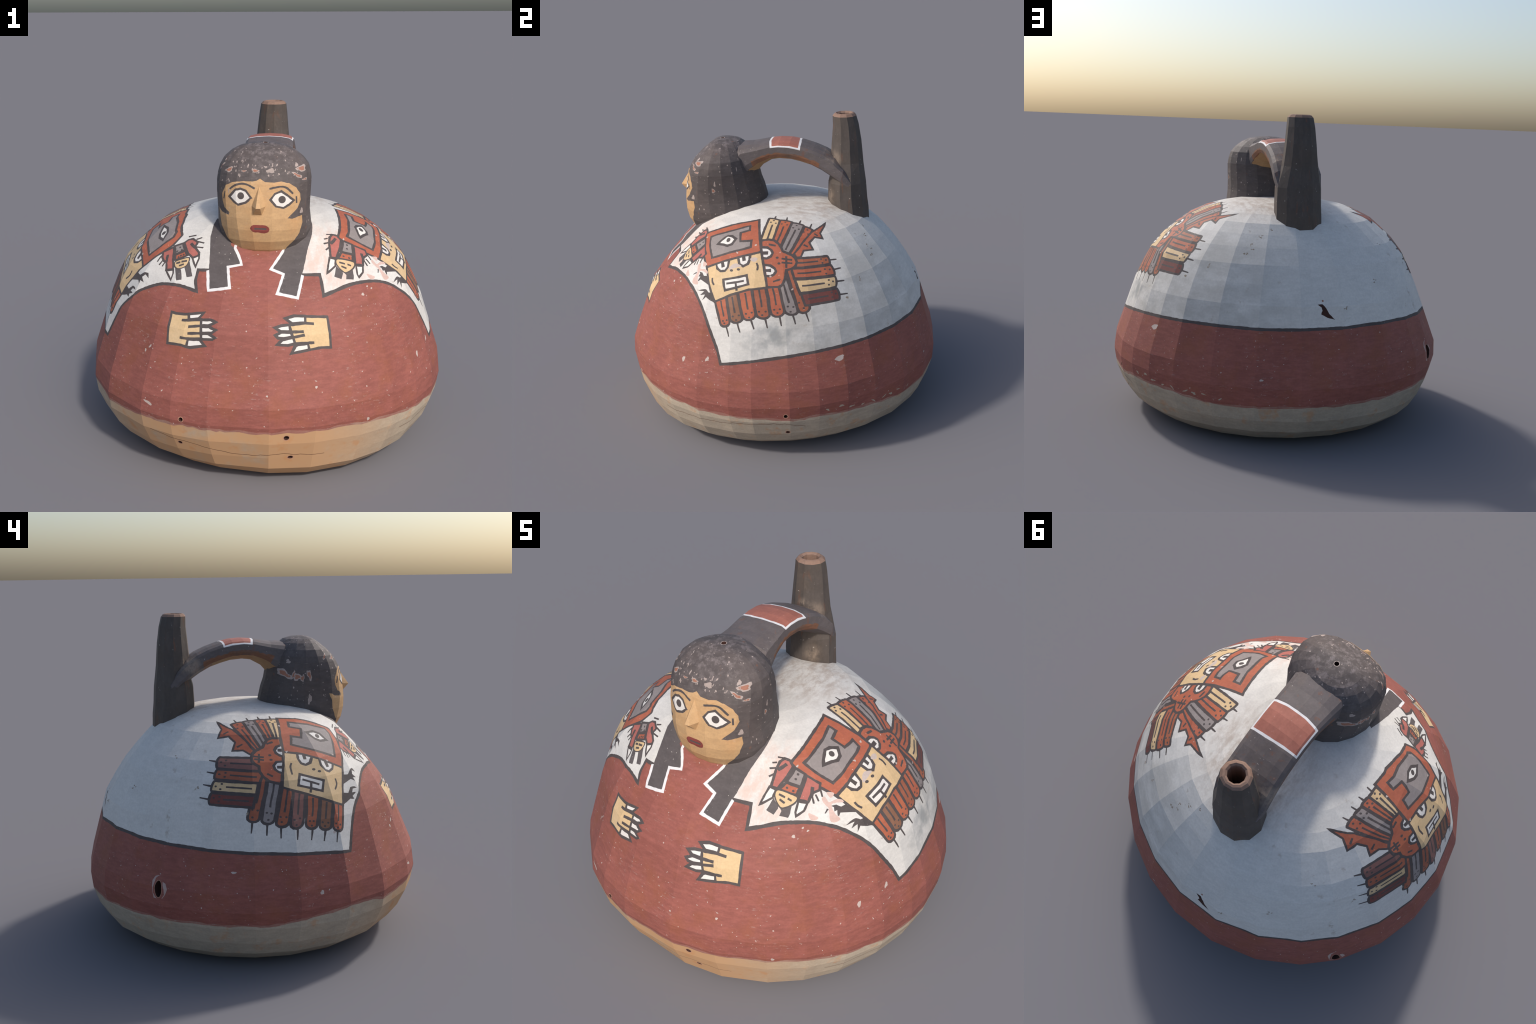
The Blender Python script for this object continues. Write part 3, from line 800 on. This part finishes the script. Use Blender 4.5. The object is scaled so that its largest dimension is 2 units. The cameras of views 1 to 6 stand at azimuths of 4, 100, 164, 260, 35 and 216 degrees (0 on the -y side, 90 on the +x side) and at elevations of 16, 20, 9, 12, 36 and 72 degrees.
    hand(b, [(-71.8, 28.1), (-63.8, 27.3), (-64.2, 21.8), (-64.8, 17.4), (-67.9, 17.7), (-71.9, 17.4), (-72.3, 19.3), (-76.7, 19.5), (-78, 25.4), (-72.2, 25.9)],
         [[(-79.3, 27.6), (-75.9, 28.4), (-71.9, 28.2), (-72, 25.9), (-76.9, 25.8)], [(-83.2, 24.7), (-80.9, 25.3), (-78, 25.5), (-77.7, 23.3), (-81.2, 23.4)],
          [(-83.1, 22.3), (-81, 23.2), (-77.7, 23.1), (-77.1, 21.7), (-80.3, 21.2), (-82.2, 21.4)], [(-82.7, 19.3), (-80.8, 20.8), (-76.9, 21.5), (-76.6, 19.5), (-79.1, 19)], [(-78.2, 16.5), (-76.7, 18.8), (-75.9, 19.1), (-72.3, 19.4), (-72, 17.4)]],
         [[(-77.4, 25.8), (-72.7, 26), (-69.4, 25.5)], [(-77.2, 23.2), (-73.5, 23.2)], [(-76.9, 21.5), (-73.3, 22.1)], [(-76.6, 19.5), (-73.2, 19.6), (-70.3, 19.5)]])
    # lost paint: pink ground on the mantle, pale spots on the red
    chip = 'paint_loss#1'
    b.fill([(-34.1, 45.6), (-32.7, 46.3), (-31.8, 43.9), (-29.1, 44.3), (-27, 43.7), (-26.6, 42.6), (-29.2, 43), (-31.3, 42.6), (-30.9, 39.2), (-29.6, 37.1), (-31.7, 36.3), (-33.2, 37.4), (-32.7, 41.7), (-33.4, 43.1)], chip, 'flake_pink', curve=True)
    b.fill([(-40.2, 40.9), (-38.1, 39.8), (-37, 38.8), (-38.5, 38.1), (-40, 38.7)], chip, 'flake_pink', curve=True)
    b.fill([(-31.5, 47.8), (-28.8, 46.7), (-30.8, 45.3)], chip, 'flake_pink', curve=True)
    b.fill([(-16.1, 46.8), (-15.3, 48.8), (-13.1, 50.4), (-9.9, 49.4), (-12, 48.4), (-14.3, 47.3)], chip, 'flake_pale', curve=True)
    b.fill([(-6.6, 53.2), (-4.7, 54.4), (-2.7, 53.6), (-4.3, 51.9)], chip, 'flake_pale', curve=True)
    for c, rx, ry, rot in (((-29.3, 7.4), .009, .018, -.2), ((-19.3, 9.5), .008, .015, -.4), ((27.2, 9.2), .030, .014, .12), ((-46.5, 33.4), .009, .007, 0), ((-41.5, 34.9), .006, .004, .4),
                           ((-43, 36.0), .006, .004, .4), ((232, 14.2), .012, .006, .8), ((230, 12.4), .007, .008, .2), ((-71, 6), .006, .006, 0), ((-86, 4), .005, .005, 0), ((199, 17), .008, .006, 0),
                           ((236, -2.6), .026, .008, -.25), ((192, -1.2), .011, .011, 0), ((165, 6.6), .016, .005, 0), ((-55, -6.0), .008, .010, 0), ((70, -3), .012, .005, .1)):
        b.blob(c, rx, ry, chip, 'flake_pale', rot, 0.22)
    for a0, a1, m0, m1, n in ((-60, -36, 20, 31, 22), (-30, 2, 1, 14, 18), (200, 236, 4, 20, 18), (238, 285, 3, 16, 9), (20, 130, -4, 9, 26), (135, 200, -4, 9, 18), (-95, -50, -4, 10, 10)):
        for _ in range(n):
            r = RNG.uniform(.0012, .0028)
            b.blob((RNG.uniform(a0, a1), RNG.uniform(m0, m1)), r * RNG.uniform(1, 2.4), r, chip, 'speck_pale', RNG.uniform(-.8, .8), .25, 7)
    for c in ((3.6, 44.4), (12.6, 38), (-40.4, 60.4), (-14.2, 56.2), (-5, 61.5), (-17, 25.0), (187.5, 53.0), (205.5, 45.6), (210.5, 47.8), (189, 72)):
        b.blob(c, .007, .005, chip, 'flake_pale', RNG.uniform(-1, 1), .3, 8)
    # old flaking along the slip edge at the back right
    for k in range(9):
        b.blob((22 + 4.2 * k + RNG.uniform(-1, 1), -8.4 - 0.35 * k + RNG.uniform(-.8, 1.4)), RNG.uniform(.008, .02), RNG.uniform(.003, .007), chip, 'bare_clay', RNG.uniform(-.6, .6), .4, 10)
    # brown stains on the mantle
    for c in ((60.5, 1.085), (61.5, 1.07), (58.5, 1.045), (64, 1.13), (35, .90), (44, .965), (70, 1.165), (135, 1.08), (150, .95), (118, .9), (170, .84), (100, .78)):
        m = float(np.interp(c[1], _zf, _lam))
        for _ in range(3):
            b.blob((c[0] + RNG.uniform(-.9, .9), m + RNG.uniform(-.8, .8)), RNG.uniform(.003, .008), RNG.uniform(.002, .005), 'mantle_stain#1', 'stain_brown', RNG.uniform(-1, 1), .4, 9)
    # flat dark mark coloured onto the mantle at the back, no opening cut
    b.fill([(89.2, 22.8), (91.2, 23), (92.4, 21.2), (93.3, 19.2), (95.1, 17.1), (92.3, 18), (90.2, 19.2), (90.8, 20.5), (90.7, 21.7)], 'dark_gash#1', 'hole_dark')
    b.dot((91.3, 24.2), .006, 'dark_gash#1', 'flake_orange')
    # drilled and broken holes
    holes = []
    for c, r, sx in (((248, -5.2), .0115, 1), ((246.2, -14.2), .0095, 1.1), ((-80.5, -9.1), .0125, 1.1), ((-78.7, -17.3), .0105, 1.3), ((7.8, -8.8), .0115, 1), ((8.3, -16.6), .009, 1.3)):
        b.dot(c, r * 1.35, 'hole_rim#1', 'hole_rim', sx, 14)
        holes.append((c, r, sx))
    b.blob((141.4, -0.1), .044, .066, 'paint_loss#1', 'speck_pale', 0, .2)
    b.blob((141.4, -0.2), .037, .060, 'paint_loss#1', 'red_slip', 0, .15)
    b.dot((141.4, -0.4), .0475, 'hole_rim#1', 'hole_rim', .54, 16)
    holes.append(((141.4, -0.4), .0445, .52))
    return holes


# ------------------------------------------------------------------- the head
# height, centre x, half width, reach forward, reach back of y = -0.33
HEAD = [(1.06, .017, .182, .10, .26), (1.115, .017, .214, .172, .285), (1.15, .017, .230, .204, .285), (1.20, .018, .244, .232, .285), (1.26, .018, .245, .243, .283),
        (1.32, .015, .241, .241, .272), (1.38, .014, .243, .234, .258), (1.43, .014, .246, .226, .240), (1.49, .016, .247, .21, .228), (1.53, .016, .241, .188, .208),
        (1.565, .016, .231, .165, .200), (1.60, .012, .207, .13, .178), (1.635, .011, .165, .085, .150), (1.657, .01, .120, .052, .122), (1.668, .01, .062, .024, .080)]
HEAD_Y = -0.33


def head_skin():
    ang = [2 * math.pi * (i + .5) / 20 for i in range(20)]
    rows, s, chart_r = [], 0.06, []
    for z, xc, a, bf, bb in HEAD:
        row = []
        for t in ang:
            c, d = math.cos(t), math.sin(t)
            e = 1.02 if d > 0 else float(np.interp(z, (1.12, 1.2, 1.32), (1.0, .94, .8)))
            row.append((xc + a * math.copysign(abs(c) ** e, c), HEAD_Y + (bf if d < 0 else bb - .008) * math.copysign(abs(d) ** e, d), z))
        rows.append(row)
    for i in range(len(HEAD) - 1, -1, -1):
        chart_r.append(s)
        if i:
            s += math.hypot(HEAD[i][0] - HEAD[i - 1][0], HEAD[i][2] - HEAD[i - 1][2]) + .004
    v, t, c, fc = ring_grid(rows, (.01, HEAD_Y + .02, 1.673), chart_r[::-1], ang)
    sk = Skin(v, t, c, ('head', 'hair_black'), fc)
    front = Brush(sk, lambda p: sk.cast((p[0], -1.2, p[1]), (0, 1, 0)), lambda p: 1.0, .02, .0006)
    return sk, front


FACE = [(0.005, 1.517), (0.031, 1.501), (0.074, 1.499), (0.112, 1.503), (0.155, 1.492), (0.187, 1.470), (0.206, 1.436), (0.209, 1.408), (0.194, 1.367), (0.168, 1.343), (0.145, 1.321),
        (0.168, 1.316), (0.216, 1.326), (0.218, 1.287), (0.204, 1.235), (0.180, 1.200), (0.140, 1.160), (0.11, 1.07), (-0.09, 1.07), (-0.125, 1.160), (-0.170, 1.207), (-0.197, 1.261), (-0.211, 1.352),
        (-0.194, 1.336), (-0.154, 1.330), (-0.151, 1.343), (-0.178, 1.363), (-0.190, 1.396), (-0.193, 1.429), (-0.172, 1.476), (-0.135, 1.496), (-0.079, 1.503), (-0.035, 1.503), (-0.013, 1.507)]


def decorate_head(sk, f):
    f.fill(FACE, 'face#1', 'skin_tan')
    for kind, lid, pupil, r in (('painted_eye', [(-0.151, 1.423), (-0.122, 1.458), (-0.094, 1.467), (-0.066, 1.458), (-0.038, 1.424), (-0.066, 1.400), (-0.105, 1.387), (-0.127, 1.401)], (-0.091, 1.432), .0175),
                                ('painted_eye', [(0.059, 1.416), (0.081, 1.445), (0.113, 1.457), (0.145, 1.434), (0.175, 1.408), (0.151, 1.388), (0.124, 1.374), (0.087, 1.383)], (0.117, 1.416), .0185)):
        e = sub(kind, 'head')
        f.fill(lid, e, 'motif_white', 'black_line', .0092)
        f.dot(pupil, r, e, 'black_line', 1, 16)
    for brow in ([(-0.148, 1.462), (-0.123, 1.481), (-0.089, 1.491), (-0.056, 1.487), (-0.023, 1.471)], [(0.056, 1.470), (0.107, 1.479), (0.139, 1.472), (0.169, 1.443)]):
        f.stroke(brow, sub('painted_eyebrow', 'head'), 'black_line', .008, curve=True)
    f.stroke([(-0.175, 1.444), (-0.182, 1.409)], 'face#1', 'black_line', .005)
    f.stroke([(0.187, 1.425), (0.189, 1.395)], 'face#1', 'black_line', .0065)
    m = sub('painted_mouth', 'head')
    f.fill([(-0.043, 1.271), (-0.026, 1.289), (0.004, 1.289), (0.034, 1.288), (0.053, 1.274), (0.050, 1.254), (0.028, 1.246), (0.0, 1.25), (-0.026, 1.253)], m, 'lip_red', curve=True)
    f.stroke([(-0.018, 1.270), (0.037, 1.269)], m, 'black_line', .0075)
    # flaked paint: pale rim round orange clay
    def flake(b, c, rx, ry, rot=0.0, core=True):
        state = RNG.getstate()
        b.blob(c, rx, ry, 'paint_loss#2', 'flake_dull', rot, .35)
        if core:
            RNG.setstate(state)
            b.blob(c, rx * .68, ry * .6, 'paint_loss#2', 'flake_orange', rot, .35)
    for c, rx, ry, rot, core in (((-.155, 1.552), .020, .011, .3, True), ((-.078, 1.550), .013, .0045, 0, True), ((-.020, 1.553), .020, .0075, 0, True), ((.056, 1.553), .024, .009, .1, False),
                                 ((.209, 1.557), .022, .016, -.4, True), ((.191, 1.528), .026, .008, -.5, True), ((.228, 1.505), .010, .006, 0, True), ((.031, 1.570), .009, .004, 0, False),
                                 ((.185, 1.576), .010, .007, -.6, False), ((.213, 1.349), .006, .016, -.2, False)):
        flake(f, c, rx, ry, rot, core)
    left = Brush(sk, lambda p: sk.cast((-1, p[0], p[1]), (1, 0, 0)), lambda p: 1.0, .02, .0006)
    right = Brush(sk, lambda p: sk.cast((1, p[0], p[1]), (-1, 0, 0)), lambda p: 1.0, .02, .0006)
    top = Brush(sk, lambda p: sk.cast((p[0], p[1], 3), (0, 0, -1)), lambda p: 1.0, .02, .0006)
    for c, rx, ry, rot in (((-.185, 1.468), .040, .020, .5), ((-.232, 1.462), .010, .026, .2), ((-.250, 1.452), .018, .024, .1), ((-.278, 1.445), .010, .022, 0), ((-.316, 1.463), .014, .028, -.2)):
        flake(left, c, rx, ry, rot)
    flake(left, (-.32, 1.325), .012, .026, 0, False)
    flake(left, (-.208, 1.537), .012, .010, 0, False)
    flake(left, (-.41, 1.56), .008, .018, .5)
    flake(right, (-.352, 1.40), .009, .016)
    flake(right, (-.341, 1.44), .006, .014, 0, False)
    for _ in range(70):
        k = RNG.uniform(.0016, .0045)
        top.blob((RNG.uniform(-.19, .21), RNG.uniform(-.52, -.2)), k, k * RNG.uniform(.5, 1), 'paint_loss#2', 'flake_dull', RNG.uniform(0, 3), .3, 7)
    for b, lo, hi in ((left, -.46, -.14), (right, -.46, -.14), (front_band(f), -.18, .2)):
        for _ in range(26):
            k = RNG.uniform(.0014, .0038)
            z = RNG.uniform(1.25, 1.56) if b is not f else RNG.uniform(1.53, 1.6)
            b.blob((RNG.uniform(lo, hi), z), k, k * RNG.uniform(.8, 2), 'paint_loss#2', 'flake_dull', RNG.uniform(-.4, .4), .3, 7)
    top.dot((.021, -.325), .015, 'paint_loss#2', 'flake_pale', 1, 14)
    return [(top, (.021, -.325), .0125)]


def front_band(f):
    return f


# ------------------------------------------------------- strap handle and spout
# along the strap: crown (y, z) over underside (y, z), half width
STRAP = [((-.27, 1.575), (-.17, 1.40), .150), ((-.215, 1.642), (-.125, 1.455), .143), ((-.13, 1.645), (-.08, 1.505), .136), ((-.03, 1.661), (-.02, 1.538), .131), ((.035, 1.666), (.03, 1.544), .131),
         ((.10, 1.662), (.10, 1.538), .131), ((.17, 1.646), (.155, 1.523), .132), ((.24, 1.622), (.22, 1.501), .133), ((.305, 1.593), (.28, 1.468), .135), ((.365, 1.555), (.335, 1.43), .139),
         ((.42, 1.50), (.39, 1.395), .142), ((.465, 1.43), (.44, 1.35), .130)]
SECTION = [(0, 0), (.5, .10), (.95, .27), (1, .42), (.99, .78), (.85, .89), (.5, .97), (0, 1), (-.5, .97), (-.85, .89), (-.97, .78), (-1, .42), (-.95, .27), (-.5, .10), (0, 0)]
STRAP_X = .022


def strap_skin():
    n = len(SECTION)
    verts, chart, tris, around = [], [], [], [0]
    for i in range(1, n):
        around.append(around[-1] + math.hypot((SECTION[i][0] - SECTION[i - 1][0]) * .131, (SECTION[i][1] - SECTION[i - 1][1]) * .125))
    along = 0
    for k, ((ty, tz), (by, bz), w) in enumerate(STRAP):
        if k:
            along += math.hypot(ty - STRAP[k - 1][0][0], tz - STRAP[k - 1][0][1])
        for (u, h), a in zip(SECTION, around):
            verts.append((STRAP_X + u * w, by + (ty - by) * h, bz + (tz - bz) * h))
            chart.append((along, a))
    for k in range(len(STRAP) - 1):
        for j in range(n - 1):
            a, b = k * n + j, k * n + j + 1
            tris += [(a, a + n, b + n), (a, b + n, b)]
    sk = Skin(verts, tris, chart, ('handle', 'strap_black'), [i // 2 for i in range(len(tris))])
    # the lower seam shares one normal
    for k in range(len(STRAP)):
        a, b = k * n, k * n + n - 1
        m = sk.n[a] + sk.n[b]
        sk.n[a] = sk.n[b] = m / np.linalg.norm(m)
    L, W = along, around[-1]
    flat = Brush(sk, lambda p: (min(max(p[0], 1e-4), L - 1e-4), min(max(p[1], 1e-4), W - 1e-4)), lambda p: 1.0, .02, .0)
    # bare clay underside, worn orange along its edges
    lo, hi = around[2], W - around[2]
    for y0, y1 in ((0, lo), (hi, W)):
        e = .028
        inner, outer = (y0, y1 - .004) if y0 == 0 else (y0 + .004, y1)
        wide = (y0, y1 + e) if y0 == 0 else (y0 - e, y1)
        for (p, q), paint, x0, x1 in ((wide, 'worn_orange', .13, .60), ((inner, outer), 'under_clay', .08, .54)):
            pts = dense([(x0, p), (x1, p), (x1, q), (x0, q)], .02, True)
            flat.skin.add_fill([flat.map((x + RNG.uniform(-.006, .006), y + RNG.uniform(-.005, .005))) for x, y in pts], 'handle', paint)
    # red panel with white edging on the crown of the strap
    run = [0]
    for k in range(1, len(STRAP)):
        run.append(run[-1] + math.dist(STRAP[k][0], STRAP[k - 1][0]))
    at = lambda y: float(np.interp(y, [q[0][0] for q in STRAP], run))
    lo, hi, mid = around[4] + .003, around[10] - .003, W / 2
    sq = [(at(-.012), lo), (at(-.022), mid - .05), (at(-.022), mid + .05), (at(-.010), hi), (at(.150), hi), (at(.152), mid + .05), (at(.158), mid - .05), (at(.160), lo)]
    flat.step = .03
    p = sub('painted_red_panel', 'handle')
    flat.fill(sq, p, 'strap_red', 'line_white', .0105)
    return sk


# height, centre x, centre y, half width x, half width y
SPOUT = [(1.15, .017, .44, .146, .124), (1.24, .018, .437, .140, .124), (1.30, .020, .432, .139, .121), (1.40, .022, .431, .136, .115), (1.46, .020, .435, .122, .103), (1.52, .018, .433, .108, .098),
         (1.58, .018, .432, .100, .095), (1.65, .018, .432, .093, .089), (1.74, .020, .429, .084, .078), (1.795, .022, .421, .076, .071)]
LIP = [(1.795, .022, .421, .076, .071), (1.808, .022, .420, .064, .061), (1.812, .022, .420, .053, .051), (1.802, .022, .420, .043, .042)]
BORE = [(1.802, .022, .420, .043, .042), (1.72, .022, .424, .040, .040), (1.60, .02, .43, .036, .036), (1.59, .02, .43, .001, .001)]


def tube(name, rings, mat, sides=10, turn=.2, wave=0.0):
    me = bpy.data.meshes.new(name)
    v, f = [], []
    for k, (z, cx, cy, rx, ry) in enumerate(rings):
        for j in range(sides):
            a = turn + 2 * math.pi * j / sides
            s = 1 + wave * math.sin(3 * a + k)
            v.append((cx + rx * s * math.cos(a), cy + ry * s * math.sin(a), z))
    for k in range(len(rings) - 1):
        for j in range(sides):
            a, b = k * sides + j, k * sides + (j + 1) % sides
            f.append((a, b, b + sides, a + sides))
    me.from_pydata(v, [], f)
    me.materials.append(mat)
    ob = bpy.data.objects.new(name, me)
    bpy.context.scene.collection.objects.link(ob)
    return ob


def pit(name, rim, normals, mats, depth):
    """drilled hole: rim ring sunk into the wall"""
    me = bpy.data.meshes.new(name)
    rim, inward = np.array(rim), -np.mean(normals, axis=0)
    c = rim.mean(0)
    mid = c + (rim - c) * .86 + inward * depth * .6
    low = c + (rim - c) * .55 + inward * depth
    n = len(rim)
    v = np.vstack([rim, mid, low, [c + inward * depth * 1.05]])
    f = []
    for k in (0, n):
        f += [(k + j, k + (j + 1) % n, k + n + (j + 1) % n, k + n + j) for j in range(n)]
    f += [(2 * n + j, 2 * n + (j + 1) % n, 3 * n) for j in range(n)]
    me.from_pydata(v.tolist(), [], f)
    me.materials.append(mats['hole_dark'])
    ob = bpy.data.objects.new(name, me)
    bpy.context.scene.collection.objects.link(ob)
    return ob


def nose(mats):
    v = [(.002, -.540, 1.482), (-.011, -.608, 1.381), (.011, -.607, 1.381), (-.034, -.562, 1.386), (.036, -.560, 1.384), (-.027, -.566, 1.342), (.016, -.567, 1.340),
         (-.022, -.546, 1.432), (.030, -.544, 1.432), (-.006, -.574, 1.430), (.007, -.574, 1.430), (.004, -.50, 1.40)]
    f = [(0, 7, 9), (0, 9, 10), (0, 10, 8), (7, 3, 1), (7, 1, 9), (9, 1, 2, 10), (10, 2, 4), (10, 4, 8), (3, 5, 1), (2, 6, 4), (1, 5, 6, 2),
         (7, 0, 11), (3, 7, 11), (5, 3, 11), (6, 5, 11), (4, 6, 11), (8, 4, 11), (0, 8, 11)]
    me = bpy.data.meshes.new('nose')
    me.from_pydata(v, [], f)
    me.materials.append(mats['skin_tan'])
    ob = bpy.data.objects.new('nose', me)
    bpy.context.scene.collection.objects.link(ob)
    return ob


def main():
    mats = build_paints()
    root = bpy.data.objects.new('effigy_vessel', None)
    bpy.context.scene.collection.objects.link(root)
    root['label'] = 'round painted clay vessel with human head, strap handle and spout'
    root['category'] = 'ceramic vessel'
    pieces = {}

    def finish(ob, key):
        pieces[key] = ob

    # body
    sk, b, foot = body_skin()
    holes = decorate_body(b)
    for c, r, sx in holes:
        b.dot(c, r, None, 'hole_dark', sx, 14)
    sk.build(mats, finish)
    for c, r, sx in holes:
        u = b.unit(c)
        rim = [sk.lift(b.map((c[0] + r * sx * u * math.cos(6.283 * i / 14), c[1] + r * u * math.sin(6.283 * i / 14)))) for i in range(14)]
        pieces[piece('drilled_hole')] = pit('drilled_hole', [q[0] for q in rim], [q[1] for q in rim], mats, .045)
    me = bpy.data.meshes.new('underside')
    me.from_pydata([(p[0], p[1], p[2]) for p in foot], [], [tuple(range(len(foot)))[::-1]])
    me.materials.append(mats['bare_clay'])
    under = bpy.data.objects.new('underside', me)
    bpy.context.scene.collection.objects.link(under)
    pieces['underside'] = under

    # head
    hs, front = head_skin()
    top_holes = decorate_head(hs, front)
    for br, c, r in top_holes:
        br.dot(c, r, None, 'hole_dark', 1, 14)
    hs.build(mats, finish)
    for br, c, r in top_holes:
        rim = [hs.lift(br.map((c[0] + r * math.cos(6.283 * i / 14), c[1] + r * math.sin(6.283 * i / 14)))) for i in range(14)]
        pieces[piece('drilled_hole')] = pit('drilled_hole', [q[0] for q in rim], [q[1] for q in rim], mats, .04)
    pieces['nose'] = nose(mats)

    # strap and spout
    ss = strap_skin()
    ss.build(mats, finish)
    pieces['spout'] = tube('spout', SPOUT, mats['spout_black'], 11, .25, .006)
    pieces['spout_lip'] = tube('spout_lip', LIP, mats['lip_clay'], 11, .25, .006)
    pieces['spout_bore'] = tube('spout_bore', BORE, mats['lip_clay'], 11, .25, .006)
    PARENT.update({'spout_lip': 'spout', 'spout_bore': 'spout', 'nose': 'head', 'face#1': 'head', 'paint_loss#2': 'head'})
    for key, ob in pieces.items():
        par = pieces.get(PARENT.get(key))
        ob.parent = par or root
        ob.shadow_terminator_geometry_offset = 0.0
        if 'paint_loss' in key or 'stain' in key or key.startswith('hole_rim'):
            ob['kind'] = 'stuff'


main()
